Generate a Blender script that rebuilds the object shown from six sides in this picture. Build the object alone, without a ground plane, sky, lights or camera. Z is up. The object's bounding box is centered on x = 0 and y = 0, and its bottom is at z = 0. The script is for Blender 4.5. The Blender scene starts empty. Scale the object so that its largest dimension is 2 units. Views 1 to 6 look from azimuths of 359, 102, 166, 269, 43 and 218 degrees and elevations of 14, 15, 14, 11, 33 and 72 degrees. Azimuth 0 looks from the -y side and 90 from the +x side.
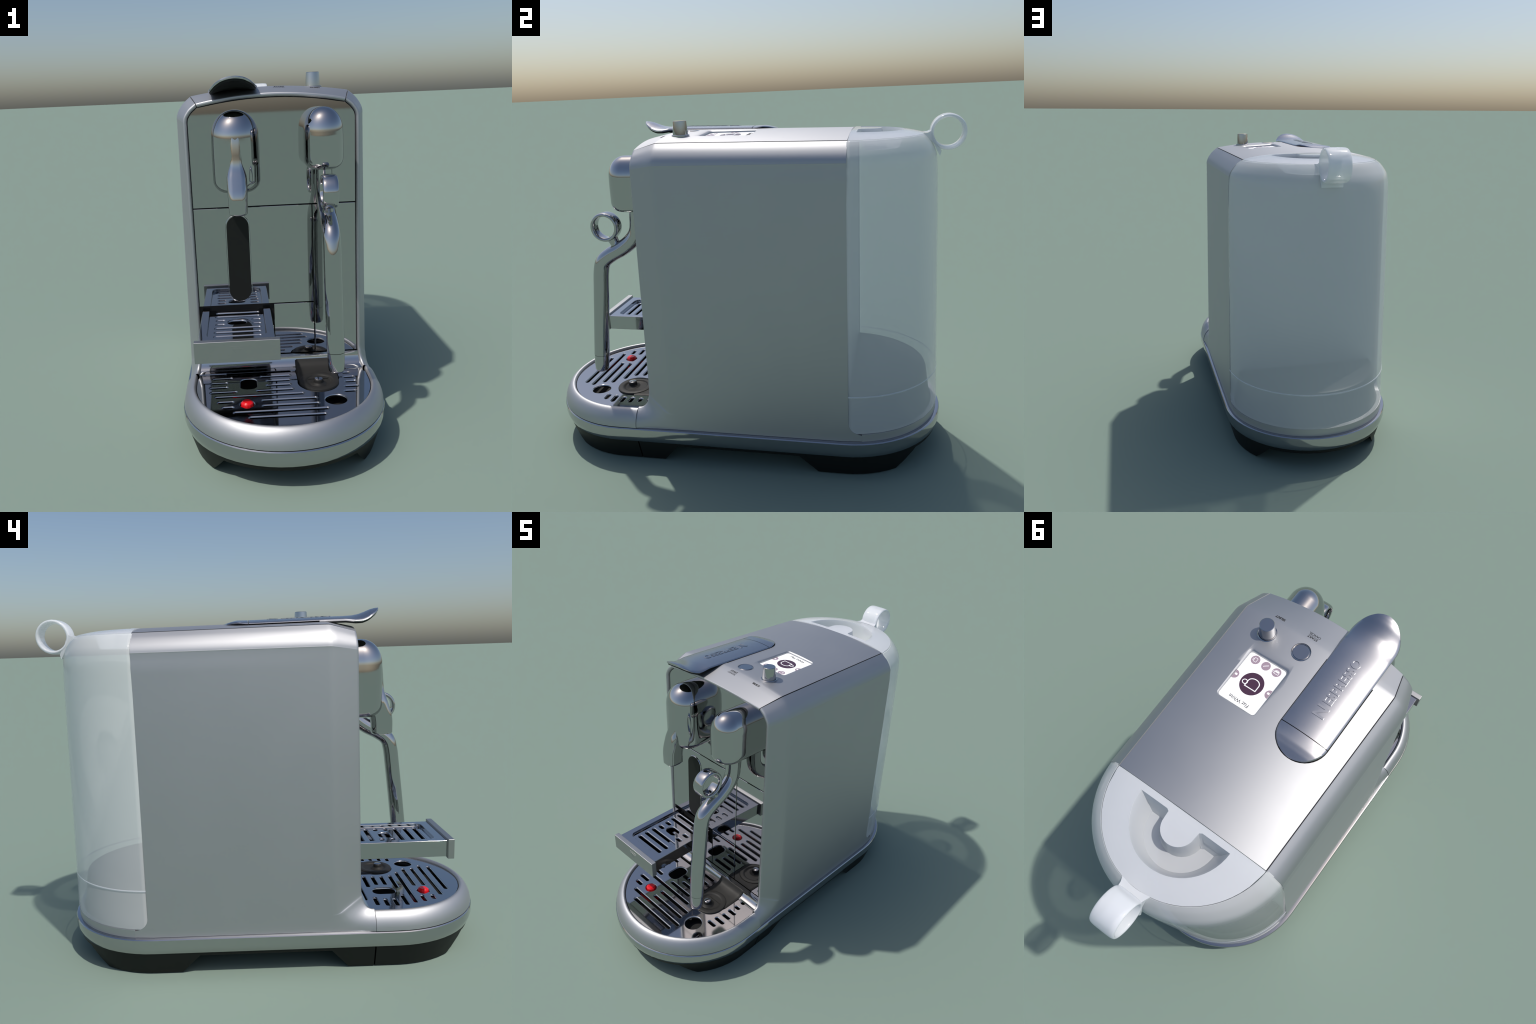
# A capsule coffee machine: brushed steel body, mirror front, clear rear water tank.
import bpy, bmesh, math
from mathutils import Vector

pi, sin, cos, sqrt = math.pi, math.sin, math.cos, math.sqrt

# ------------------------------------------------------------------ materials
def new_mat(name):
    m = bpy.data.materials.new(name)
    m.use_nodes = True
    return m, m.node_tree.nodes, m.node_tree.links, m.node_tree.nodes["Principled BSDF"]


def plain(name, col, rough=0.5, metal=0.0, spec=0.5, coat=0.0, var=0.0, scale=30.0, emit=0.0):
    m, N, L, b = new_mat(name)
    b.inputs["Base Color"].default_value = (*col, 1)
    b.inputs["Roughness"].default_value = rough
    b.inputs["Metallic"].default_value = metal
    b.inputs["Specular IOR Level"].default_value = spec
    b.inputs["Coat Weight"].default_value = coat
    if emit:
        b.inputs["Emission Color"].default_value = (*col, 1)
        b.inputs["Emission Strength"].default_value = emit
    if var:
        tc, nz, mr = N.new("ShaderNodeTexCoord"), N.new("ShaderNodeTexNoise"), N.new("ShaderNodeMapRange")
        nz.inputs["Scale"].default_value = scale
        nz.inputs["Detail"].default_value = 5
        mr.inputs["To Min"].default_value = rough - var
        mr.inputs["To Max"].default_value = rough + var
        L.new(tc.outputs["Object"], nz.inputs["Vector"])
        L.new(nz.outputs["Fac"], mr.inputs["Value"])
        L.new(mr.outputs["Result"], b.inputs["Roughness"])
    return m


def brushed(name, col, rough, stretch, grain=0.02):
    """Satin steel: cloudy roughness plus a faint directional grain."""
    m, N, L, b = new_mat(name)
    b.inputs["Metallic"].default_value = 1
    b.inputs["Base Color"].default_value = (*col, 1)
    tc, mp = N.new("ShaderNodeTexCoord"), N.new("ShaderNodeMapping")
    mp.inputs["Scale"].default_value = stretch
    cloud, fine = N.new("ShaderNodeTexNoise"), N.new("ShaderNodeTexNoise")
    cloud.inputs["Scale"].default_value, cloud.inputs["Detail"].default_value = 5, 4
    fine.inputs["Scale"].default_value, fine.inputs["Detail"].default_value = 6, 3
    L.new(tc.outputs["Object"], cloud.inputs["Vector"])
    L.new(tc.outputs["Object"], mp.inputs["Vector"])
    L.new(mp.outputs["Vector"], fine.inputs["Vector"])
    a, c = N.new("ShaderNodeMapRange"), N.new("ShaderNodeMapRange")
    a.inputs["To Min"].default_value, a.inputs["To Max"].default_value = rough - 0.03, rough + 0.03
    c.inputs["To Min"].default_value, c.inputs["To Max"].default_value = -grain, grain
    add = N.new("ShaderNodeMath")
    L.new(cloud.outputs["Fac"], a.inputs["Value"])
    L.new(fine.outputs["Fac"], c.inputs["Value"])
    L.new(a.outputs["Result"], add.inputs[0])
    L.new(c.outputs["Result"], add.inputs[1])
    L.new(add.outputs["Value"], b.inputs["Roughness"])
    return m


def clear_plastic(name, col, opacity, rim, rough):
    """Milky see-through plastic: more opaque at glancing angles."""
    m, N, L, b = new_mat(name)
    b.inputs["Base Color"].default_value = (*col, 1)
    b.inputs["Roughness"].default_value = rough
    lw, mr = N.new("ShaderNodeLayerWeight"), N.new("ShaderNodeMapRange")
    lw.inputs["Blend"].default_value = 0.25
    mr.inputs["To Min"].default_value, mr.inputs["To Max"].default_value = opacity, rim
    L.new(lw.outputs["Facing"], mr.inputs["Value"])
    L.new(mr.outputs["Result"], b.inputs["Alpha"])
    return m


STEEL = brushed("brushed_steel", (0.475, 0.48, 0.495), 0.55, (3, 3, 120))
STEEL_TOP = brushed("brushed_steel_top", (0.475, 0.48, 0.495), 0.54, (120, 3, 3))
CHROME = plain("polished_chrome", (0.47, 0.47, 0.48), 0.06, 1.0)
MIRROR = plain("mirror_steel", (0.45, 0.45, 0.46), 0.03, 1.0)
SATIN = plain("satin_chrome", (0.50, 0.50, 0.52), 0.26, 1.0, var=0.02, scale=12)
PLATE = plain("matt_plate", (0.42, 0.42, 0.42), 0.42, 1.0, var=0.03)
BLACK = plain("black_plastic", (0.010, 0.011, 0.010), 0.5, spec=0.22, var=0.05)
RUBBER = plain("grey_rubber", (0.018, 0.0175, 0.0165), 0.55, spec=0.28, var=0.06)
DARK = plain("dark_void", (0.004, 0.004, 0.004), 0.8)
RED = plain("red_plastic", (0.75, 0.006, 0.012), 0.25)
TANK = clear_plastic("clear_tank_plastic", (0.92, 0.94, 0.95), 0.502, 0.52, 0.08)
TANK_IN = clear_plastic("clear_tank_inside", (0.72, 0.77, 0.82), 0.02, 0.03, 0.12)
BEAD = clear_plastic("clear_bead_plastic", (0.85, 0.88, 0.92), 0.38, 0.6, 0.1)
LID = clear_plastic("milky_lid_plastic", (0.83, 0.85, 0.88), 0.56, 0.66, 0.1)
HOOP = clear_plastic("milky_handle_plastic", (0.90, 0.92, 0.95), 0.58, 0.70, 0.1)
PEDESTAL = plain("pedestal_plastic", (0.03, 0.032, 0.034), 0.4, spec=0.3, var=0.04)
SCREEN = plain("white_display", (0.9, 0.9, 0.9), 0.2, emit=0.35)
PLUM = plain("plum_display", (0.075, 0.032, 0.06), 0.3, var=0.02)
MAUVE = plain("mauve_display", (0.36, 0.27, 0.32), 0.3, emit=0.1)
INK = plain("black_ink", (0.02, 0.02, 0.02), 0.5)

# ------------------------------------------------------------------ helpers
ROOT = bpy.data.objects.new("coffee_machine", None)
bpy.context.scene.collection.objects.link(ROOT)
ROOT["label"] = "brushed steel capsule coffee machine with clear water tank"
ROOT["category"] = "coffee machine"


def add_mesh(name, mesh, mat, parent=ROOT, smooth=35):
    o = bpy.data.objects.new(name, mesh)
    bpy.context.scene.collection.objects.link(o)
    o.parent = parent
    if mat:
        mesh.materials.clear()
        mesh.materials.append(mat)
    finish(mesh, smooth)
    return o


def finish(mesh, smooth):
    if smooth:
        mesh.shade_smooth()
        mesh.set_sharp_from_angle(angle=math.radians(smooth))


def flat_normals(o):
    """keep large faces flat next to rounded edges"""
    md = o.modifiers.new("weighted", "WEIGHTED_NORMAL")
    md.weight, md.keep_sharp = 100, True
    return o


def to_mesh(verts, faces):
    me = bpy.data.meshes.new("m")
    me.from_pydata([tuple(v) for v in verts], [], faces)
    bm = bmesh.new()
    bm.from_mesh(me)
    bmesh.ops.remove_doubles(bm, verts=bm.verts, dist=1e-6)
    bmesh.ops.recalc_face_normals(bm, faces=bm.faces)
    bm.to_mesh(me)
    bm.free()
    return me


def loft(rows, close_u=False, close_v=False, cap=False):
    """rows: list of equally long point lists. close_u closes each row, close_v joins last row to first."""
    n, k = len(rows), len(rows[0])
    verts = [p for r in rows for p in r]
    faces = []
    for i in range(n if close_v else n - 1):
        a, b = i * k, ((i + 1) % n) * k
        for j in range(k if close_u else k - 1):
            j2 = (j + 1) % k
            faces.append((a + j, a + j2, b + j2, b + j))
    if cap:
        if cap != "end":
            faces.append(tuple(range(k)))
        faces.append(tuple(range((n - 1) * k, n * k)))
    return to_mesh(verts, faces)


def prism(poly, place, lo, hi, bevel=0.0):
    """extrude a 2D polygon; place(a, b, h) -> 3D point. Optional chamfered hi edge."""
    if bevel:
        cx = sum(p[0] for p in poly) / len(poly)
        rows = [[place(a, b, lo) for a, b in poly], [place(a, b, hi - math.copysign(bevel, hi - lo)) for a, b in poly],
                [place(a, b, hi) for a, b in inset(poly, bevel)]]
    else:
        rows = [[place(a, b, lo) for a, b in poly], [place(a, b, hi) for a, b in poly]]
    return loft(rows, close_u=True, cap=True)


def inset(poly, d):
    """move each edge of a closed polygon inwards by d (mitred)."""
    area = sum(poly[i][0] * poly[(i + 1) % len(poly)][1] - poly[(i + 1) % len(poly)][0] * poly[i][1] for i in range(len(poly)))
    s = 1 if area > 0 else -1
    out, n = [], len(poly)
    for i in range(n):
        p0, p1, p2 = Vector(poly[i - 1]), Vector(poly[i]), Vector(poly[(i + 1) % n])
        e1, e2 = (p1 - p0), (p2 - p1)
        if e1.length < 1e-9 or e2.length < 1e-9:
            out.append(tuple(p1))
            continue
        e1.normalize(); e2.normalize()
        n1, n2 = Vector((-e1.y, e1.x)) * s, Vector((-e2.y, e2.x)) * s
        m = n1 + n2
        if m.length < 1e-6:
            out.append(tuple(p1)); continue
        m.normalize()
        out.append(tuple(p1 + m * (d / max(0.3, m.dot(n1)))))
    return out


def rounded_rect(cx, cy, hx, hy, r, n=6):
    pts = []
    for qx, qy, a0 in ((1, 1, 0), (-1, 1, 90), (-1, -1, 180), (1, -1, 270)):
        for i in range(n + 1):
            a = math.radians(a0 + 90 * i / n)
            pts.append((cx + qx * (hx - r) + r * cos(a), cy + qy * (hy - r) + r * sin(a)))
    return pts


def circle(cx, cy, r, n=40):
    return [(cx + r * cos(2 * pi * i / n), cy + r * sin(2 * pi * i / n)) for i in range(n)]


XY = lambda a, b, h: (a, b, h)
XZ = lambda a, b, h: (a, h, b)
YZ = lambda a, b, h: (h, a, b)


def merge(meshes):
    bm = bmesh.new()
    for me in meshes:
        bm.from_mesh(me)
    out = bpy.data.meshes.new("m")
    bm.to_mesh(out)
    bm.free()
    return out


def cut(mesh, cutter):
    """mesh minus cutter (exact boolean, applied)."""
    a, b = bpy.data.objects.new("a", mesh), bpy.data.objects.new("b", cutter)
    for o in (a, b):
        bpy.context.scene.collection.objects.link(o)
    md = a.modifiers.new("cut", "BOOLEAN")
    md.object, md.operation, md.solver = b, "DIFFERENCE", "EXACT"
    deps = bpy.context.evaluated_depsgraph_get()
    out = bpy.data.meshes.new_from_object(a.evaluated_get(deps))
    bpy.data.objects.remove(a)
    bpy.data.objects.remove(b)
    return out


def bevelled(mesh, width, segments=2, angle=40):
    o = bpy.data.objects.new("a", mesh)
    bpy.context.scene.collection.objects.link(o)
    md = o.modifiers.new("b", "BEVEL")
    md.width, md.segments, md.limit_method, md.angle_limit = width, segments, "ANGLE", math.radians(angle)
    md.harden_normals = False
    out = bpy.data.meshes.new_from_object(o.evaluated_get(bpy.context.evaluated_depsgraph_get()))
    bpy.data.objects.remove(o)
    return out


def catmull(ctrl, per=5):
    pts, n = [], len(ctrl)
    for i in range(n - 1):
        p0, p1, p2, p3 = (Vector(ctrl[max(0, min(n - 1, i + k))]) for k in (-1, 0, 1, 2))
        for j in range(per):
            t = j / per
            pts.append(0.5 * (2 * p1 + (p2 - p0) * t + (2 * p0 - 5 * p1 + 4 * p2 - p3) * t * t + (3 * p1 - p0 - 3 * p2 + p3) * t ** 3))
    pts.append(Vector(ctrl[-1]))
    return pts


def tube(path, radius, n=24, cap=True):
    """round tube along path in any direction; radius may be a list."""
    rows, side = [], Vector((1, 0, 0))
    for i, p in enumerate(path):
        d = (path[min(i + 1, len(path) - 1)] - path[max(i - 1, 0)]).normalized()
        side = (side - d * side.dot(d)).normalized()
        up = d.cross(side)
        r = radius[i] if isinstance(radius, list) else radius
        rows.append([p + (side * cos(2 * pi * k / n) + up * sin(2 * pi * k / n)) * r for k in range(n)])
    return loft(rows, close_u=True, cap=cap)


def revolve(profile, centre, axis="z", n=48):
    rows = []
    for i in range(n):
        a = 2 * pi * i / n
        row = []
        for r, h in profile:
            u, v = r * cos(a), r * sin(a)
            row.append((centre[0] + u, centre[1] + v, centre[2] + h) if axis == "z" else (centre[0] + h, centre[1] + u, centre[2] + v))
        rows.append(row)
    return rows


def mirrored(mesh):
    me = mesh.copy()
    for v in me.vertices:
        v.co.x = -v.co.x
    me.flip_normals()
    return me


# ------------------------------------------------------------------ main measures
YF, RF = -0.56, 0.437      # centre and radius of the round front end of the base
YB, RB = 0.495, 0.4275      # the same at the rear
SPLIT = -0.458             # joint between the drip tray and the body
REAR = 0.52                # rear edge of the steel shell


def ztop(x, y):
    """crowned top surface of the body"""
    return 1.503 - 0.2465 * x * x - 0.015 * (y + 0.277)


def plan(rf, rb, n=30):
    """closed outline: two half circles joined by the long sides"""
    pts = [(rb * cos(pi * i / n), YB + rb * sin(pi * i / n)) for i in range(n + 1)]
    pts += [(-(rb + (rf - rb) * k / 8), YB + (YF - YB) * k / 8) for k in range(1, 8)]
    pts += [(-rf * cos(pi * i / n), YF - rf * sin(pi * i / n)) for i in range(n + 1)]
    pts += [((rf + (rb - rf) * k / 8), YF + (YB - YF) * k / 8) for k in range(1, 8)]
    return pts


# ------------------------------------------------------------------ base: band and feet
rows = [[(x, y, z) for x, y in plan(RF - d, RB - d)] for d, z in ((0.02, 0.104), (0.012, 0.106), (0.010, 0.108), (0.003, 0.128), (0.0, 0.140), (0.0, 0.1725), (0.003, 0.1765), (0.008, 0.178), (0.03, 0.178))]
add_mesh("base_band", loft(rows, close_u=True, cap=True), CHROME, smooth=30)

rows = [[(x, y, z) for x, y in plan(RF - d, RB - d)] for d, z in ((0.046, 0.0), (0.043, 0.002), (0.0125, 0.105), (0.012, 0.108), (0.04, 0.11))]
feet = loft(rows, close_u=True, cap=True)
gap = lambda lo_a, lo_b, hi_a, hi_b, h: [(lo_a, -0.02), (lo_b, -0.02), (lo_b, 0.0), (hi_b, h), (hi_a, h), (lo_a, 0.0)]
cutter = merge([prism(gap(-0.31, 0.31, -0.262, 0.262, 0.088), XZ, -1.2, 1.2)])
feet = cut(feet, cutter)
cutter = prism(gap(-0.345, 0.386, -0.268, 0.303, 0.091), YZ, -0.6, 0.6)
feet = cut(feet, cutter)
knife = prism([(-1.2, SPLIT - 0.003), (1.2, SPLIT - 0.003), (1.2, SPLIT + 0.003), (-1.2, SPLIT + 0.003)], XY, -0.02, 0.11)
feet = cut(feet, knife)
add_mesh("base_foot", feet, BLACK, smooth=25)

# ------------------------------------------------------------------ body shell
# Control rings from the bottom of the right side up to the seam with the top panel.
C_YZ = [(SPLIT, 0.179), (-0.415, 0.1815), (-0.362, 0.196), (-0.325, 0.220), (-0.302, 0.252), (-0.289, 0.295), (-0.285, 0.60), (-0.282, 0.90), (-0.279, 1.20), (-0.278, 1.365)]


def side_x(y, z):
    """side wall: leans in upwards and rearwards, flares a little where it meets the drip tray"""
    x = 0.4185 - 0.0102 * (z - 0.178)
    x -= (0.0095 - 0.004 * (z - 0.178)) * (y + 0.29) / 0.81
    if y < -0.35:
        x += 0.010 * ((-0.35 - y) / 0.108) ** 2 * max(0, 1 - (z - 0.178) / 0.12)
    return x


C = [(side_x(y, z), y, z) for y, z in C_YZ] + [(0.4062, -0.278, 1.388), (0.399, -0.278, 1.410), (0.387, -0.278, 1.430), (0.369, -0.277, 1.451), (0.344, -0.277, 1.472)]
front_y = lambda z: -0.389 - 0.012 * (1.37 - z)
F = [(0.387, SPLIT, 0.2580), (0.3855, -0.443, 0.2595), (0.382, -0.427, 0.267), (0.378, -0.414, 0.284), (0.3745, -0.4065, 0.311), (0.372, front_y(0.36), 0.36)]
F += [(0.3715, front_y(z), z) for z in (0.62, 0.90, 1.18)]
F += [(x, front_y(z), z) for x, z in ((0.3715, 1.345), (0.3705, 1.374), (0.3655, 1.391), (0.355, 1.408), (0.342, 1.423), (0.3165, 1.443))]
BULGE = [1.0, 0.95, 0.8, 0.5, 0.2, 0.05] + [0.0] * 9
INWARD = [(-1, 0)] * 9 + [(-1, -0.02), (-1, -0.12), (-0.95, -0.3), (-0.85, -0.5), (-0.65, -0.75), (-0.28, -0.96)]
BACK = [(0, 0, -1), (0, 0.1, -1), (0, 0.35, -0.9), (0, 0.7, -0.7), (0, 0.95, -0.25)] + [(0, 1, 0)] * 10
LIP = ((0.003, -0.0022), (0.008, -0.003), (0.0125, -0.001), (0.0155, 0.004), (0.016, 0.034))


def rear_point(c):
    """rear edge of the shell at the height of ring point c; the lower strip runs on around the corner"""
    z = c[2]
    y = REAR
    if z < 0.21:
        y = REAR + 0.06
    elif z < 0.27:
        t = (0.27 - z) / 0.06
        y = REAR + 0.06 * (1 - sqrt(max(0, 1 - t * t)))
    x = side_x(y, z)
    if c[2] > 1.34:      # the rear shoulder is a touch lower
        t = min(1, (z - 1.34) / 0.132)
        x = c[0] - 0.007 - 0.005 * t
        z = z - 0.010 * t
    if y > YB and c[2] < 1.3:
        x = x * sqrt(1 - ((y - YB) / 0.44) ** 2)
    return Vector((x, y, z))


def lip_points(f, inw, back):
    n = Vector((inw[0], 0, inw[1])).normalized()
    b = Vector(back).normalized()
    return [f + n * a + b * d for a, d in LIP]


PER = 6
Cc, Fc = catmull(C, PER), catmull(F, PER)
Bc = [v.x for v in catmull([(b, 0, 0) for b in BULGE], PER)]
Nc = catmull([(a, b, 0) for a, b in INWARD], PER)
Kc = catmull(BACK, PER)
# rings need fine steps near the bottom rear corner as well: they follow the same parameter
rows = []
for i, (c, f, b, nn, kk) in enumerate(zip(Cc, Fc, Bc, Nc, Kc)):
    r = rear_point(c)
    soft = min(1, b * 2.5) * min(1, max(0, i - 2) / 8)
    flat = [r.lerp(c, t) for t in (0, 0.08, 0.3, 0.6, 0.85, 0.98 - 0.06 * soft)]
    # side panels stay on their own surface between rear edge and crease
    if c.z < 1.3:
        for p in flat[1:]:
            p.x = side_x(p.y, p.z) * (sqrt(1 - ((p.y - YB) / 0.44) ** 2) if p.y > YB else 1)
    m = (c + f) * 0.5 + Vector((0.010, 0, 0.006)) * b * 2
    front = []
    for t in (0.07 + 0.08 * soft, 0.25, 0.4, 0.6, 0.8, 0.93, 1.0):
        front.append(c * (1 - t) ** 2 + m * 2 * t * (1 - t) + f * t * t)
    cc = flat[-1] * 0.25 + c * 0.5 + front[0] * 0.25 if i > 2 else c
    rows.append(flat + [cc] + front + lip_points(f, nn, kk))
# close the thickness with an inner skin
for row in rows:
    lip = row[-1]
    inner = Vector((row[0].x - 0.02, row[0].y, row[0].z - (0.012 if row[0].z > 1.3 else 0)))
    row.append(Vector((min(lip.x, inner.x), -0.30 if lip.z > 0.3 else min(lip.y + 0.05, -0.30), lip.z)))
    row.append(inner)
shell = loft(rows, close_u=True, cap="end")
add_mesh("side_panel", shell, STEEL, smooth=50)
add_mesh("side_panel", mirrored(shell), STEEL, smooth=50)

# top panel, seam to seam
GAP = 0.0042
rows = []
nx = 44
for i in range(nx + 1):
    s = -1 + 2 * i / nx
    xr, xc, xf = s * (0.332 - GAP), s * (0.344 - GAP), s * (0.3165 - GAP)
    c = Vector((xc, -0.277, ztop(xc, -0.277)))
    f = Vector((xf, -0.409 + 0.019 * s * s, 1.475 - 0.032 * s * s))
    ys = [REAR - 0.001, 0.42, 0.30, 0.18, 0.06, -0.06, -0.16, -0.24, -0.268]
    row = []
    for y in ys:
        x = xr + (xc - xr) * (REAR - y) / (REAR + 0.277)
        row.append(Vector((x, y, ztop(x, y))))
    row.append(Vector((xc, -0.277, ztop(xc, -0.277) - 0.0008)))
    for t in (0.06, 0.3, 0.6, 0.9, 1.0):
        row.append(c.lerp(f, t))
    inw = Vector((-0.28 * s, 0, -0.96)).normalized()
    row += [f + inw * a + Vector((0, d, 0)) for a, d in LIP]
    row.append(Vector((xr * 0.99, -0.30, row[8].z - 0.016)))
    row.append(Vector((xr * 0.99, REAR - 0.001, row[0].z - 0.016)))
    rows.append(row)
top = loft(rows, close_u=True, cap=True)

LX, LW = -0.157, 0.102     # lever centre line and half width
LEVER_Y0, LEVER_Y1 = 0.048, -0.412


def stadium(hw, y0, y1, n=20, flat_front=False):
    pts = [(LX + hw * cos(pi * i / n), y0 + hw * sin(pi * i / n)) for i in range(n + 1)]
    if flat_front:
        pts += [(LX - hw, y1), (LX + hw, y1)]
    else:
        pts += [(LX - hw * cos(pi * i / n), y1 - hw * sin(pi * i / n)) for i in range(n + 1)]
    return pts


SX, SY, SHX, SHY = 0.122, -0.0155, 0.083, 0.107    # display
tilt = lambda x: -0.06 * (x - SX)
SCREEN_Z = 1.4835
scr = lambda grow, z: [(x, y, z + tilt(x)) for x, y in rounded_rect(SX, SY, SHX + grow, SHY + grow, 0.012 + grow * 0.6)]
screen_cut = loft([scr(0.001, SCREEN_Z - 0.004), scr(0.001, SCREEN_Z), scr(0.003, SCREEN_Z + 0.006), scr(0.008, SCREEN_Z + 0.0102), scr(0.015, SCREEN_Z + 0.0124), scr(0.05, SCREEN_Z + 0.019)], close_u=True, cap=True)
well = prism(stadium(LW + 0.0026, LEVER_Y0, -0.25, flat_front=True), XY, 1.44, 1.56)
BUT, KNOB = (0.043, -0.218), (0.197, -0.215)
ring_cut = lambda c, r, d: prism(circle(c[0], c[1], r, 48), XY, ztop(*c) - d, 1.6)
for k in (screen_cut, well, ring_cut(BUT, 0.0385, 0.006)):
    top = cut(top, k)
add_mesh("top_panel", top, STEEL_TOP, smooth=22)

# lever well floor and inner body block (closes the shell behind the parts)
add_mesh("lever_well", prism(stadium(LW + 0.010, LEVER_Y0, -0.285, flat_front=True), XY, 1.452, 1.474), DARK)
back = [(-0.393, 0.182), (0.393, 0.182), (0.391, 1.33), (0.382, 1.40), (0.36, 1.43), (0.325, 1.445), (0.16, 1.463), (-0.16, 1.463), (-0.325, 1.445), (-0.36, 1.43), (-0.382, 1.40), (-0.391, 1.33)]
add_mesh("back_wall", prism(back, XZ, 0.50, REAR - 0.003), STEEL, smooth=20)

# ------------------------------------------------------------------ mirror front
ring = [lip_points(f, nn, kk)[3] for f, nn, kk in zip(Fc, Nc, Kc)]
right = [(p.x, p.z) for p in ring if p.z > 0.34]
topline = []
for i in range(1, 20):
    s = 1 - i / 10
    topline.append((s * 0.310, 1.475 - 0.032 * s * s - 0.0158))
opening = [(0.3565, 0.312)] + right + topline + [(-x, z) for x, z in reversed(right)] + [(-0.3565, 0.312)]
opening = inset(opening, 0.0028)


def clip(poly, axis, value, keep_above):
    out = []
    for i in range(len(poly)):
        a, b = poly[i - 1], poly[i]
        ia, ib = ((p[axis] > value) == keep_above for p in (a, b))
        if ia != ib:
            t = (value - a[axis]) / (b[axis] - a[axis])
            out.append((a[0] + (b[0] - a[0]) * t, a[1] + (b[1] - a[1]) * t))
        if ib:
            out.append(b)
    return out


def region(x0, x1, z0, z1):
    p = clip(clip(opening, 0, x0, True), 0, x1, False)
    return clip(clip(p, 1, z0, True), 1, z1, False)


g = 0.0022
SLOT_X1, SLOT_Z0, SLOT_Z1, DOOR_X = -0.020, 0.452, 0.555, 0.164
FRONT = -0.385


def lean(a, b, h):
    """the mirror front leans back a little; the lower doors more than the upper panel"""
    return (a, h + (b - 1.0) * (0.011 if b > 1.0 else 0.024), b)


for x0, x1, z0, z1 in ((-1, 1, 1.0 + g, 2), (-1, DOOR_X - g, SLOT_Z1 + g, 1.0 - g), (DOOR_X + g, 1, 0, 1.0 - g),
                       (SLOT_X1 + g, DOOR_X - g, 0, SLOT_Z1 - g), (-1, SLOT_X1 - g, 0, SLOT_Z0)):
    add_mesh("front_panel", prism(region(x0, x1, z0, z1), lean, FRONT + 0.010, FRONT, 0.0012), MIRROR, smooth=20)
add_mesh("front_backing", prism(inset(opening, -0.003), lean, FRONT + 0.03, FRONT + 0.011), DARK, smooth=0)

# black pill on the door with a fine chrome frame
pill = lambda hw, z0, z1: [(-0.165 + hw * cos(pi * i / 16), z1 - hw + hw * sin(pi * i / 16)) for i in range(17)] + [(-0.165 - hw * cos(pi * i / 16), z0 + hw - hw * sin(pi * i / 16)) for i in range(17)]
frame = add_mesh("door_inlay_frame", prism(pill(0.0535, 0.573, 0.969), lean, FRONT, FRONT - 0.004, 0.0015), CHROME)
add_mesh("door_inlay", prism(pill(0.0485, 0.578, 0.964), lean, FRONT, FRONT - 0.0062, 0.001), BLACK, parent=frame)

# ------------------------------------------------------------------ spout heads
def head_mesh(cx, r, yc, zc, zb, rb, y_back, rise):
    """housing: vertical round nose with a domed top, run straight back into the mirror front"""
    levels = [(z, w) for z, w in ((zb + rb * (1 - cos(pi / 2 * i / 8)), r - rb * (1 - sin(pi / 2 * i / 8))) for i in range(9))]
    levels += [(zb + rb + (zc - zb - rb) * i / 10, r * (1 - 0.014 * (i / 10) ** 6)) for i in range(1, 11)]
    r *= 0.986
    levels += [(zc + rise * sin(pi / 2 * i / 22) ** 0.95, max(r * cos(pi / 2 * i / 22) ** 0.95, 0.0008)) for i in range(1, 23)]
    rows = []
    for z, w in levels:
        row = [(cx + w, y_back, z), (cx + w, (y_back + yc) / 2, z)]
        row += [(cx + w * cos(pi * k / 36), yc - w * sin(pi * k / 36), z) for k in range(37)]
        row += [(cx - w, (y_back + yc) / 2, z), (cx - w, y_back, z)]
        rows.append(row)
    return loft(rows, close_u=True, cap=True)


head = add_mesh("coffee_head", head_mesh(-0.157, 0.1, -0.435, 1.302, 1.074, 0.055, -0.37, 0.111), CHROME, smooth=45)
# spout: a rib on the nose of the head that swells forward into a downturned outlet
ctrl = [(-0.5305, 0.0250, 1.325, 0.06), (-0.5345, 0.0245, 1.290, 0.07), (-0.5372, 0.0245, 1.25, 0.08), (-0.5398, 0.0255, 1.205, 0.085), (-0.5440, 0.0335, 1.178, 0.09), (-0.554, 0.0405, 1.150, 0.095),
        (-0.564, 0.0415, 1.12, 0.10), (-0.5735, 0.0410, 1.09, 0.095), (-0.5785, 0.0395, 1.06, 0.092), (-0.579, 0.0385, 1.03, 0.09), (-0.579, 0.0375, 1.003, 0.0895)]
secs = []
for p, q in zip(catmull([(a, b, c) for a, b, c, d in ctrl], 3), catmull([(d, 0, 0) for a, b, c, d in ctrl], 3)):
    yf, hw, z, dp = p.x, p.y, p.z, q.x
    secs.append([(x, y, z) for x, y in rounded_rect(-0.157, yf + dp / 2, hw, dp / 2, hw * 0.6, 7)])
secs.append([(x, y, 0.996) for x, y in rounded_rect(-0.157, -0.534, 0.033, 0.040, 0.026, 7)])
add_mesh("coffee_spout", loft(secs, close_u=True, cap=True), CHROME, parent=head, smooth=50)

steam_head = add_mesh("steam_head", head_mesh(0.2030, 0.0815, -0.484, 1.314, 1.161, 0.045, -0.37, 0.098), CHROME, smooth=45)

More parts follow.
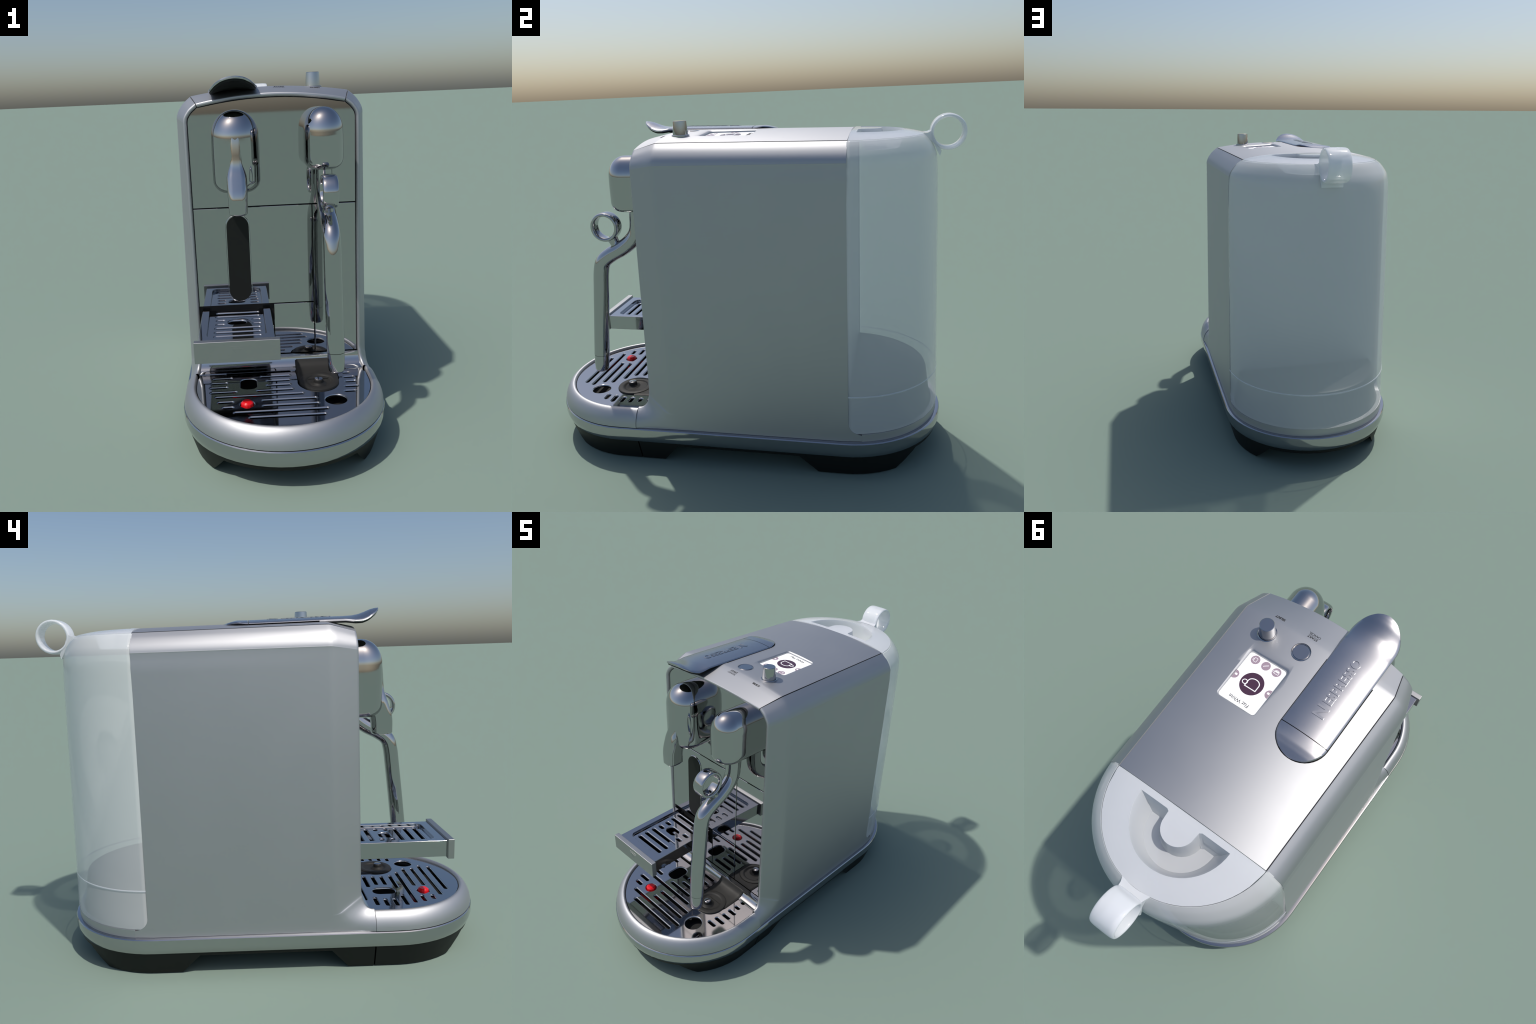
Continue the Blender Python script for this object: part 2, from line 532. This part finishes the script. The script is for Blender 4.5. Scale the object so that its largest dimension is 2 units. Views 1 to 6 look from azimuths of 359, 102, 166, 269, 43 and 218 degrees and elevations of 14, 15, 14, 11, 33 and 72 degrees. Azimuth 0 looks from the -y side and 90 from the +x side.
WX = 0.2075
path = catmull([(WX, -0.449, 1.20), (WX, -0.450, 1.13), (WX, -0.458, 1.07), (WX, -0.487, 1.025), (WX, -0.54, 0.985), (WX, -0.60, 0.953), (WX, -0.644, 0.918),
                (WX, -0.661, 0.868), (WX, -0.672, 0.78), (WX + 0.001, -0.692, 0.60), (WX + 0.003, -0.7085, 0.443)], 8)
wand = add_mesh("steam_wand", tube(path, 0.0365, 28), CHROME, smooth=60)
tip = [Vector((WX + 0.003, -0.7087, 0.441)), Vector((WX + 0.0035, -0.7125, 0.40)), Vector((WX + 0.004, -0.7155, 0.368)), Vector((WX + 0.004, -0.7163, 0.360)), Vector((WX + 0.004, -0.7167, 0.356))]
add_mesh("wand_tip", tube(tip, [0.0355, 0.035, 0.0325, 0.029, 0.022], 28), CHROME, parent=wand, smooth=50)
prof = []
for k in range(24):
    a = 2 * pi * k / 24
    ca, sa = cos(a), sin(a)
    prof.append((0.0595 + 0.0095 * math.copysign(abs(sa) ** 0.8, sa), 0.031 * math.copysign(abs(ca) ** 0.6, ca)))
hoop = loft(revolve(prof, (0.205, -0.612, 1.086), "x", 48), close_u=True, close_v=True)
wring = add_mesh("wand_ring", hoop, CHROME, parent=wand, smooth=60)
d = Vector((0, 0.42, -0.9)).normalized()
base = Vector((0.2055, -0.612, 1.086))
stem = [base + d * t for t in (0.060, 0.072, 0.085, 0.10, 0.115)]
add_mesh("wand_ring_stem", tube(stem, [0.026, 0.0235, 0.022, 0.023, 0.028], 20), CHROME, parent=wand, smooth=60)

# ------------------------------------------------------------------ drip tray
def sweep_front(profile, rf):
    """profile (inset, z) swept along the front of the base from one joint to the other"""
    stations = []
    n = 40
    for y in (SPLIT - 0.0012, -0.50, -0.53):
        stations.append(((1, 0), (0, y)))
    for i in range(n + 1):
        a = pi * i / n
        stations.append(((cos(a), -sin(a)), (0, YF)))
    for y in (-0.53, -0.50, SPLIT - 0.0012):
        stations.append(((-1, 0), (0, y)))
    rows = [[(o[0] + u[0] * (rf - d), o[1] + u[1] * (rf - d), z) for d, z in profile] for u, o in stations]
    return loft(rows, close_u=True, cap=True)


rim = [(0.0045, 0.1795), (0.0055, 0.193), (0.0082, 0.207), (0.0130, 0.2205), (0.0195, 0.2330), (0.0272, 0.2438), (0.0350, 0.2515), (0.0422, 0.2562), (0.0482, 0.2582), (0.053, 0.2573),
       (0.0565, 0.253), (0.058, 0.246), (0.059, 0.240), (0.059, 0.200), (0.059, 0.1795)]
tray = add_mesh("drip_tray", sweep_front(rim, RF), STEEL, smooth=50)
GZ = 0.246


def front_plan(r, y_back, n=40):
    return [(r, y_back)] + [(r * cos(pi * i / n), YF - r * sin(pi * i / n)) for i in range(n + 1)] + [(-r, y_back)]


add_mesh("drip_basin", prism(front_plan(0.378, -0.40), XY, 0.179, 0.196), DARK, parent=tray)
grate = prism(front_plan(0.3755, -0.432), XY, GZ - 0.012, GZ)
SLOT = [(-0.85, -0.157, 0.152), (-0.805, -0.218, 0.169), (-0.76, -0.265, -0.214), (-0.76, -0.10, 0.136), (-0.714, -0.285, -0.214), (-0.714, -0.10, 0.132),
        (-0.668, -0.297, 0.084), (-0.668, 0.25, 0.304), (-0.625, -0.318, -0.20), (-0.625, -0.12, 0.043), (-0.625, 0.258, 0.323), (-0.580, -0.322, -0.240), (-0.580, -0.076, 0.037),
        (-0.580, 0.267, 0.320), (-0.537, -0.320, -0.242), (-0.537, -0.074, 0.037), (-0.537, 0.267, 0.319), (-0.493, -0.310, -0.221), (-0.493, -0.098, 0.042), (-0.493, 0.270, 0.306),
        (-0.448, -0.252, 0.046), (-0.448, 0.272, 0.298)]


def flared(outline, z):
    """cutter whose mouth widens upwards, so that the opening gets a rounded edge"""
    steps = ((0.0, -0.05), (0.0, -0.0065), (0.0006, -0.0045), (0.0018, -0.0025), (0.0034, -0.0010), (0.0056, 0.0001), (0.0058, 0.03))
    return loft([[(x, y, z + h) for x, y in outline(g)] for g, h in steps], close_u=True, cap=True)


def slot(cx, cy, hx, hy, z):
    return flared(lambda g: rounded_rect(cx, cy, hx + g, hy + g, hy + g - 0.0002, 6), z)


cuts = [slot((a + b) / 2, y, (b - a) / 2 - 0.003, 0.0075, GZ) for y, a, b in SLOT]
cuts += [flared(lambda g: circle(-0.16, -0.737, 0.0285 + g, 32), GZ), flared(lambda g: circle(0.206, -0.735, 0.043 + g, 40), GZ),
         flared(lambda g: rounded_rect(-0.150, -0.553, 0.035 + g, 0.051 + g, 0.029 + g, 6), GZ)]
pad_plan = [(0.068, -0.40), (0.068, -0.545)] + [(0.153 - 0.087 * cos(pi * i / 20), -0.572 - 0.085 * sin(pi * i / 20)) for i in range(21)] + [(0.247, -0.545), (0.247, -0.40)]
cuts.append(prism(inset(pad_plan, -0.003), XY, 0.2, 0.3))
grate = cut(grate, merge(cuts))
flat_normals(add_mesh("drip_grate", grate, CHROME, parent=tray, smooth=60))

# concave chrome cove between the grate and the mirror front
def cove(x0, x1, lift, name, mat, y_end):
    prof = [(-0.4025, 0.310), (-0.4035, 0.296), (-0.4075, 0.279), (-0.416, 0.264), (-0.428, 0.2535), (-0.445, 0.2485)]
    prof += [(-0.445, 0.236), (-0.372, 0.236), (-0.372, 0.310)]
    n = 12
    rows = [[(x0 + (x1 - x0) * i / n, y, z) for y, z in prof] for i in range(n + 1)]
    return add_mesh(name, loft(rows, close_u=True, cap=True), mat, parent=tray, smooth=35)


cove(-0.372, 0.372, 0.0, "tray_cove", CHROME, -0.43)

# rubber jug rest: cove shaped back, round dish, pin
prof = [(-0.403, 0.284), (-0.4105, 0.2825), (-0.4155, 0.276), (-0.425, 0.2635), (-0.440, 0.2550), (-0.47, 0.2505), (-0.52, 0.2490), (-0.545, 0.2485)]
rows = []
for i in range(25):
    s = i / 24
    x = 0.068 + 0.179 * s
    e = max(0, abs(s - 0.5) * 2 - 0.92) / 0.08
    rows.append([(x, y, z - 0.004 * e * e) for y, z in prof] + [(x, -0.545, 0.236), (x, -0.39, 0.236), (x, -0.39, 0.284)])
pad = add_mesh("jug_rest", loft(rows, close_u=True, cap=True), RUBBER, parent=tray, smooth=40)
dish = [(0.0, -0.002), (0.046, -0.002), (0.052, -0.0012), (0.057, 0.003), (0.060, 0.0055), (0.066, 0.0065), (0.080, 0.0065), (0.085, 0.0045), (0.087, 0.001), (0.087, -0.008), (0, -0.008)]
add_mesh("jug_rest_dish", loft(revolve(dish, (0.1575, -0.572, 0.2475), "z", 56), close_v=True), RUBBER, parent=pad, smooth=35)
pin = [(0.0, 0.022), (0.017, 0.022), (0.0195, 0.0195), (0.0215, 0.008), (0.027, 0.003), (0.036, -0.0015), (0.0, -0.002)]
pinob = add_mesh("sensor_pin", loft(revolve(pin, (0.153, -0.589, 0.2475), "z", 32), close_v=True), RUBBER, parent=pad, smooth=35)
cap_p = [(0.0, 0.0250), (0.0150, 0.0250), (0.0172, 0.0235), (0.0172, 0.0215), (0.0, 0.0215)]
add_mesh("sensor_cap", loft(revolve(cap_p, (0.153, -0.589, 0.2475), "z", 32), close_v=True), CHROME, parent=pad, smooth=35)

# red float that rises through the grate, with its arm below
fl = [(0.0, 0.2585), (0.0175, 0.2585), (0.025, 0.2525), (0.026, 0.243), (0.026, 0.20), (0.0, 0.20)]
fl = merge([loft(revolve(fl, (-0.16, -0.737, 0), "z", 12), close_v=True), prism(rounded_rect(-0.16, -0.735, 0.062, 0.05, 0.03), XY, 0.197, 0.204)])
add_mesh("float_indicator", fl, RED, parent=tray, smooth=20)

# ------------------------------------------------------------------ cup shelf
PX0, PX1, PY, PZ = -0.340, -0.037, -0.786, 0.545
shelf = prism([(PX0, FRONT + 0.008), (PX1, FRONT + 0.008), (PX1, PY), (PX0, PY)], XY, 0.472, PZ)
shelf = cut(shelf, prism([(PX0 + 0.006, -0.37), (PX1 - 0.006, -0.30), (PX1 - 0.006, PY + 0.006), (PX0 + 0.006, PY + 0.006)], XY, 0.40, PZ - 0.022))
shelf = cut(shelf, prism(rounded_rect(-0.1885, -0.52, 0.119, 0.222, 0.03), XY, PZ - 0.013, PZ + 0.02))
SZ = PZ - 0.013
sl = [slot(-0.184, y, 0.095, 0.0080, SZ) for y in (-0.704, -0.659, -0.612, -0.474, -0.429, -0.388)]
sl += [slot(x, y, 0.018, 0.0080, SZ) for y in (-0.568, -0.520) for x in (-0.257, -0.103)]
sl.append(flared(lambda g: rounded_rect(-0.186, -0.545, 0.038 + g, 0.025 + g, 0.022 + g, 6), SZ))
shelf = bevelled(shelf, 0.0022, 2, 50)
shelf = cut(shelf, merge(sl))
shelf_o = flat_normals(add_mesh("cup_shelf", shelf, CHROME, smooth=60))
add_mesh("shelf_pan", prism([(PX0 + 0.007, FRONT), (PX1 - 0.007, FRONT), (PX1 - 0.007, PY + 0.007), (PX0 + 0.007, PY + 0.007)], XY, 0.472, 0.477), CHROME, parent=shelf_o)
plate = bevelled(prism([(-0.355, -0.784), (-0.0205, -0.784), (-0.0205, -0.811), (-0.355, -0.811)], XY, 0.466, 0.553), 0.002, 2)
plate_o = flat_normals(add_mesh("shelf_front", plate, PLATE, parent=shelf_o, smooth=60))
# raised pull mark: bar over an outlined triangle
tri = [(-0.2125, 0.522), (-0.1625, 0.522), (-0.1875, 0.492)]
bar = merge([prism([(-0.215, 0.530), (-0.160, 0.530), (-0.160, 0.5325), (-0.215, 0.5325)], XZ, -0.8105, -0.8117)])
mark = cut(prism(tri, XZ, -0.8105, -0.8117), prism(inset(tri, 0.0025), XZ, -0.80, -0.83))
add_mesh("pull_mark", merge([bar, mark]), PLATE, parent=plate_o, smooth=0)

# ------------------------------------------------------------------ rear: pedestal, tank, lid
def half_turn(profile, a0=0.0, n=56, centre=(0, YB)):
    rows = []
    for i in range(n + 1):
        a = a0 + (pi - 2 * a0) * i / n
        rows.append([(centre[0] + r * cos(a), centre[1] + r * sin(a), z) for r, z in profile])
    return rows


strip = [(0.390, 0.1785), (0.388, 0.214), (0.380, 0.222), (0.366, 0.33), (0.361, 0.365), (0.357, 0.375), (0.346, 0.380), (0.0, 0.380), (0.0, 0.1785)]
add_mesh("tank_pedestal", loft(half_turn(strip, 0.062), close_u=True), PEDESTAL, smooth=40)
strip = [(0.410, 0.1785), (0.410, 0.2135), (0.4095, 0.214), (0.38, 0.214), (0.38, 0.1785)]
add_mesh("rear_trim", loft(half_turn(strip, 0.205), close_u=True, cap=True), STEEL, smooth=40)

# (half width in x, depth in y, height): the tank narrows towards the top, more so at the back
wall = [(0.4065, 0.411, 0.2145), (0.4075, 0.4125, 0.235), (0.407, 0.411, 0.30), (0.4065, 0.4085, 0.39), (0.4058, 0.4045, 0.60), (0.405, 0.3995, 0.85), (0.404, 0.395, 1.10), (0.4015, 0.390, 1.30),
        (0.398, 0.385, 1.365), (0.392, 0.377, 1.396), (0.378, 0.365, 1.420), (0.3575, 0.349, 1.444), (0.3325, 0.3315, 1.462)]
wall = catmull(wall, 4)


def tank_turn(section, a0, n=64):
    rows = []
    for i in range(n + 1):
        a = a0 + (pi - 2 * a0) * i / n
        rows.append([(p[0] * cos(a), YB + p[1] * sin(a), p[2]) for p in section])
    return rows


tank = loft(tank_turn(wall, 0.0625))
tank_o = add_mesh("water_tank", tank, TANK, smooth=50)
tank.materials.append(TANK_IN)
md = tank_o.modifiers.new("wall", "SOLIDIFY")
md.thickness, md.offset, md.material_offset, md.material_offset_rim = 0.005, -1, 1, 1
bead = [(0.4072, 0.385), (0.4088, 0.3865), (0.4094, 0.389), (0.4088, 0.3915), (0.4072, 0.393)]
add_mesh("tank_bead", loft(half_turn(bead, 0.0625, 64), close_u=True, cap=True), BEAD, parent=tank_o, smooth=60)


def zlid(x, y):
    r = sqrt(x * x + (y - YB) ** 2)
    return 1.4900 - 0.0270 * (r / 0.33) ** 3.5


PCY, PR = 0.546, 0.197


def pocket(grow_out, tongue, n=28):
    """crescent pocket: half disc with a rounded tongue left standing"""
    ro = PR - grow_out
    y0 = PCY + grow_out * 0.6
    pts = [(ro * cos(pi * i / n), y0 + (ro - grow_out * 0.0) * sin(pi * i / n)) for i in range(n + 1)]
    hw = 0.066 + tongue
    pts += [(-hw - 0.012, y0), (-hw - 0.002, y0 + 0.006)]
    cy = 0.578
    pts += [(-hw * cos(pi * i / 16), cy + hw * sin(pi * i / 16)) for i in range(17)]
    pts += [(hw + 0.002, y0 + 0.006), (hw + 0.012, y0)]
    return pts


lid_rows = []
for i in range(49):
    x = -0.3285 + 0.657 * i / 48
    y1 = YB + sqrt(max(0.3305 ** 2 - x * x, 0))
    y0 = REAR + 0.0012
    y1 = max(y1, y0 + 0.001)
    pts = [(x, y0 + (y1 - y0) * k / 16) for k in range(17)]
    lid_rows.append([(px, py, zlid(px, py)) for px, py in pts] + [(px, py, zlid(px, py) - 0.007) for px, py in reversed(pts)])
lid = loft(lid_rows, close_u=True, cap=True)
lid = cut(lid, prism(pocket(0, 0), XY, 1.40, 1.55))
bowl = []
for depth, g_out, tg in ((0.0, 0.0, 0.0), (0.004, 0.003, 0.001), (0.02, 0.014, 0.004), (0.042, 0.030, 0.010), (0.062, 0.048, 0.016), (0.072, 0.056, 0.020)):
    bowl.append([(x, y, zlid(x, y) - 0.0004 - depth if depth < 0.03 else 1.476 - depth) for x, y in pocket(g_out, tg)])
bm_bowl = loft(bowl, close_u=True)
bmf = bmesh.new()
bmf.from_mesh(bm_bowl)
k = len(bowl[0])
bmf.verts.ensure_lookup_table()
low = sorted([v for v in bmf.verts if v.is_boundary], key=lambda v: v.co.z)
edges = [e for e in bmf.edges if e.is_boundary and all(v.co.z < 1.43 for v in e.verts)]
bmesh.ops.triangle_fill(bmf, edges=edges, use_beauty=True)
bmesh.ops.recalc_face_normals(bmf, faces=bmf.faces)
bmf.to_mesh(bm_bowl)
bmf.free()
lid_o = add_mesh("tank_lid", lid, LID, parent=tank_o, smooth=30)
bowl_o = add_mesh("lid_pocket", bm_bowl, LID, parent=tank_o, smooth=40)

prof = []
for k in range(28):
    a = 2 * pi * k / 28
    ca, sa = cos(a), sin(a)
    prof.append((0.0685 + 0.0085 * math.copysign(abs(sa) ** 0.7, sa), 0.0525 * math.copysign(abs(ca) ** 0.45, ca)))
hoop = loft(revolve(prof, (0, 0.923, 1.465), "x", 64), close_u=True, close_v=True)
hoop_o = add_mesh("lid_handle", hoop, HOOP, parent=tank_o, smooth=50)
neck = [(0.826, 1.4640), (0.842, 1.4645), (0.853, 1.472), (0.866, 1.445), (0.876, 1.418), (0.889, 1.402), (0.8965, 1.385), (0.891, 1.366), (0.882, 1.382), (0.865, 1.418), (0.845, 1.443), (0.829, 1.4575)]
rows = []
for i in range(13):
    s = -1 + i / 6
    hw = [0.0]
    row = []
    for y, z in neck:
        flare = 0.050 + 0.012 * max(0, (0.85 - y) / 0.024)
        row.append((s * flare, y - 0.10 * (s * flare) ** 2 / 0.05 * (1 if y < 0.85 else 0.3), z))
    rows.append(row)
add_mesh("handle_neck", loft(rows, close_u=True, cap=True), HOOP, parent=hoop_o, smooth=50)

# ------------------------------------------------------------------ lever on top
def lever_z(x, y):
    """arched strip that curls up at the front"""
    u = (x - LX) / LW
    keys = [(0.16, 1.4905), (0.148, 1.4925), (0.12, 1.5015), (0.095, 1.507), (0.05, 1.5065), (-0.15, 1.5095), (-0.27, 1.512), (-0.36, 1.5125), (-0.40, 1.5140), (-0.43, 1.519), (-0.455, 1.5275), (-0.48, 1.5375), (-0.50, 1.5425), (-0.525, 1.5440)]
    for (ya, za), (yb, zb) in zip(keys, keys[1:]):
        if y >= yb:
            t = (ya - y) / (ya - yb)
            z = za + (zb - za) * max(0, min(1, t))
            break
    else:
        z = keys[-1][1]
    arch = 0.0095 + 0.0235 * max(0, min(1, (-0.36 - y) / 0.13))
    if y > 0.06:
        arch *= max(0.25, 1 - (y - 0.06) / 0.1)
    return z - arch * u * u + 0.06 * (x - LX)


def lever_piece(y_hi, y_lo, top_off, thick, hw, rounded=0.004, ny=40):
    """strip of the stadium between two y values"""
    rows = []
    end_hi, end_lo = LEVER_Y0 + hw, LEVER_Y1 - hw
    y_hi, y_lo = min(y_hi, end_hi), max(y_lo, end_lo)
    for i in range(ny + 1):
        t = i / ny
        # cluster rows towards rounded ends
        y = y_hi + (y_lo - y_hi) * t
        if y_hi == end_hi:
            y = end_hi - (end_hi - y_lo) * t * t
        if y_lo == end_lo:
            tt = 1 - t
            y = end_lo + (y_hi - end_lo) * tt * tt
        w = hw
        if y > LEVER_Y0:
            w = sqrt(max(hw * hw - (y - LEVER_Y0) ** 2, 0))
        if y < LEVER_Y1:
            w = sqrt(max(hw * hw - (LEVER_Y1 - y) ** 2, 0))
        w = max(w, 0.004)
        e = min(rounded, w * 0.4)
        up, dn = [], []
        m = 18
        up.append((LX - w, y, lever_z(LX - w, y) + top_off - e))
        for k in range(m + 1):
            x = LX - (w - e) + 2 * (w - e) * k / m
            up.append((x, y, lever_z(x, y) + top_off))
            dn.append((x, y, lever_z(x, y) + top_off - thick))
        up.append((LX + w, y, lever_z(LX + w, y) + top_off - e))
        rows.append(up + dn[::-1])
    return loft(rows, close_u=True, cap=True)


lever = add_mesh("brew_lever", lever_piece(0.0455, -1, 0, 0.010, LW), SATIN, smooth=40)
add_mesh("lever_hinge_cap", lever_piece(1, 0.0485, 0, 0.010, LW, ny=24), SATIN, parent=lever, smooth=40)
add_mesh("lever_underside", lever_piece(-0.29, -1, -0.0085, 0.010, LW - 0.006, 0.003), BLACK, parent=lever, smooth=40)


def text_mesh(body, size, depth, place, width=None, offset=0.0):
    """built-in font lettering turned into a mesh, scaled to a width and laid in place(u, v, w)"""
    cu = bpy.data.curves.new("t", "FONT")
    cu.body, cu.size, cu.extrude, cu.align_x, cu.offset = body, size, depth / 2, "CENTER", offset
    cu.resolution_u = 4
    o = bpy.data.objects.new("t", cu)
    bpy.context.scene.collection.objects.link(o)
    bpy.context.view_layer.update()
    me = bpy.data.meshes.new_from_object(o.evaluated_get(bpy.context.evaluated_depsgraph_get()))
    bpy.data.objects.remove(o)
    xs = [v.co.x for v in me.vertices]
    k = width / (max(xs) - min(xs)) if width else 1
    mid = (max(xs) + min(xs)) / 2
    for v in me.vertices:
        v.co = Vector(place((v.co.x - mid) * k, v.co.y, v.co.z))
    return me


def logo_place(u, v, w):
    x, y = -0.174 + v, -0.180 - u
    return (x, y, lever_z(x, y) + 0.0006 + w)


big_n = text_mesh("N", 0.068, 0.004, lambda u, v, w: logo_place(u - 0.122, v - 0.006, w), None, 0.0012)
logo = text_mesh("ESPRESSO", 0.052, 0.004, lambda u, v, w: logo_place(u + 0.022, v, w), 0.213, 0.0012)
add_mesh("lever_lettering", bevelled(merge([logo, big_n]), 0.0006, 1), SATIN, parent=lever, smooth=30)

# ------------------------------------------------------------------ knob, button, display, lettering
kz = ztop(*KNOB)
knob = [(0.0, 0.063), (0.0275, 0.063), (0.0292, 0.0615), (0.0335, 0.004), (0.0335, -0.004), (0.0, -0.004)]
kn = add_mesh("select_knob", loft(revolve(knob, (*KNOB, kz), "z", 48), close_v=True), CHROME, smooth=30)
collar = [(0.034, -0.006), (0.0345, 0.0035), (0.037, 0.004), (0.0395, 0.0015), (0.0395, -0.006)]
add_mesh("knob_collar", loft(revolve(collar, (*KNOB, kz - 0.0005), "z", 48), close_u=True, close_v=True), CHROME, parent=kn, smooth=30)
bz = ztop(*BUT)
but = [(0.0, 0.001), (0.0305, 0.001), (0.0318, 0.0002), (0.0322, -0.0015), (0.0332, -0.0018), (0.0338, 0.0), (0.036, 0.0006), (0.0373, -0.0005), (0.0375, -0.006), (0.0, -0.006)]
add_mesh("start_button", loft(revolve(but, (*BUT, bz), "z", 56), close_v=True), CHROME, smooth=30)

sp = lambda x, y, h: (x, y, SCREEN_Z + tilt(x) + h)
screen = add_mesh("display", prism(rounded_rect(SX, SY, SHX + 0.0005, SHY + 0.0005, 0.012), sp, -0.004, 0.0003), SCREEN, smooth=0)


def clipped_disc(cx, cy, r):
    p = circle(cx, cy, r, 48)
    p = clip(p, 0, SX - SHX, True)
    return clip(p, 0, SX + SHX, False)


IY = -0.0105
big = add_mesh("display_icon", prism(circle(SX, IY, 0.0475, 64), sp, 0, 0.0009), PLUM, parent=screen, smooth=0)
for cx, cy in ((0.171, -0.101), (0.122, -0.101), (0.073, -0.101), (0.0405, IY), (0.2035, IY)):
    add_mesh("display_icon", prism(clipped_disc(cx, cy, 0.0185), sp, 0, 0.0009), MAUVE, parent=screen, smooth=0)


def outline_mark(poly, t, lo=0.0009, hi=0.0014):
    outer, inner = poly, inset(poly, t)
    n = len(poly)
    rows = [[sp(*p, lo) for p in outer], [sp(*p, hi) for p in outer], [sp(*p, hi) for p in inner], [sp(*p, lo) for p in inner]]
    return loft(rows, close_u=True, close_v=True)


def cup(cx, cy, s):
    """coffee cup: bowl outline plus handle loop"""
    bowl = [(cx - 0.021 * s, cy + 0.016 * s), (cx + 0.019 * s, cy + 0.016 * s)]
    for i in range(13):
        a = pi * i / 12
        bowl.append((cx - 0.001 * s + 0.020 * s * cos(a), cy - 0.004 * s - 0.015 * s * sin(a)))
    bowl = bowl[:1] + bowl[1:2] + bowl[2:]
    ear = [(cx + 0.024 * s + 0.009 * s * cos(2 * pi * i / 20), cy + 0.004 * s + 0.008 * s * sin(2 * pi * i / 20)) for i in range(20)]
    return [outline_mark(bowl, 0.0026 * s), outline_mark(ear, 0.0022 * s)]


marks = cup(SX - 0.003, IY, 1.3) + cup(0.0725, -0.101, 0.5) + [outline_mark(rounded_rect(0.171, -0.101, 0.007, 0.009, 0.002, 2), 0.0012)]
marks += [outline_mark(rounded_rect(0.1705 + 0.009, -0.100, 0.003, 0.005, 0.002, 3), 0.001)]
c45 = [(0.122 + (x * 0.75 - y * 0.66), -0.101 + (x * 0.66 + y * 0.75)) for x, y in rounded_rect(0, 0, 0.0105, 0.0022, 0.002, 3)]
marks.append(outline_mark(c45, 0.0009))
marks.append(prism(rounded_rect(0.0725, -0.104, 0.008, 0.003, 0.002, 3), sp, 0.0009, 0.0014))
marks.append(prism(rounded_rect(0.047, IY - 0.002, 0.005, 0.004, 0.002, 3), sp, 0.0009, 0.0014))
marks.append(prism(rounded_rect(0.197, IY - 0.002, 0.005, 0.004, 0.002, 3), sp, 0.0009, 0.0014))
add_mesh("display_symbol", merge(marks), SCREEN, parent=big, smooth=0)
add_mesh("display_lettering", text_mesh("Flat White", 0.022, 0.0008, lambda u, v, w: sp(SX + u, 0.0655 + v, 0.0006 + w), 0.088), INK, parent=screen, smooth=0)

top_text = lambda cx, cy: (lambda u, v, w: (cx + u, cy + v, ztop(cx + u, -0.277) - (0.028 - 0.0) * (-0.277 - (cy + v)) / 0.118 * 1.0 + 0.0004 + w))
panel_words = [text_mesh("SELECT", 0.014, 0.001, top_text(0.196, -0.304), 0.044, 0.0003), text_mesh("START", 0.014, 0.001, top_text(0.042, -0.298), 0.044, 0.0003),
               text_mesh("CANCEL", 0.014, 0.001, top_text(0.041, -0.314), 0.052, 0.0003), prism([(0.019, -0.3008), (0.065, -0.3008), (0.065, -0.3000), (0.019, -0.3000)], lambda a, b, h: top_text(0, 0)(a, b, h), -0.0005, 0.0005)]
add_mesh("panel_lettering", merge(panel_words), INK, smooth=0)
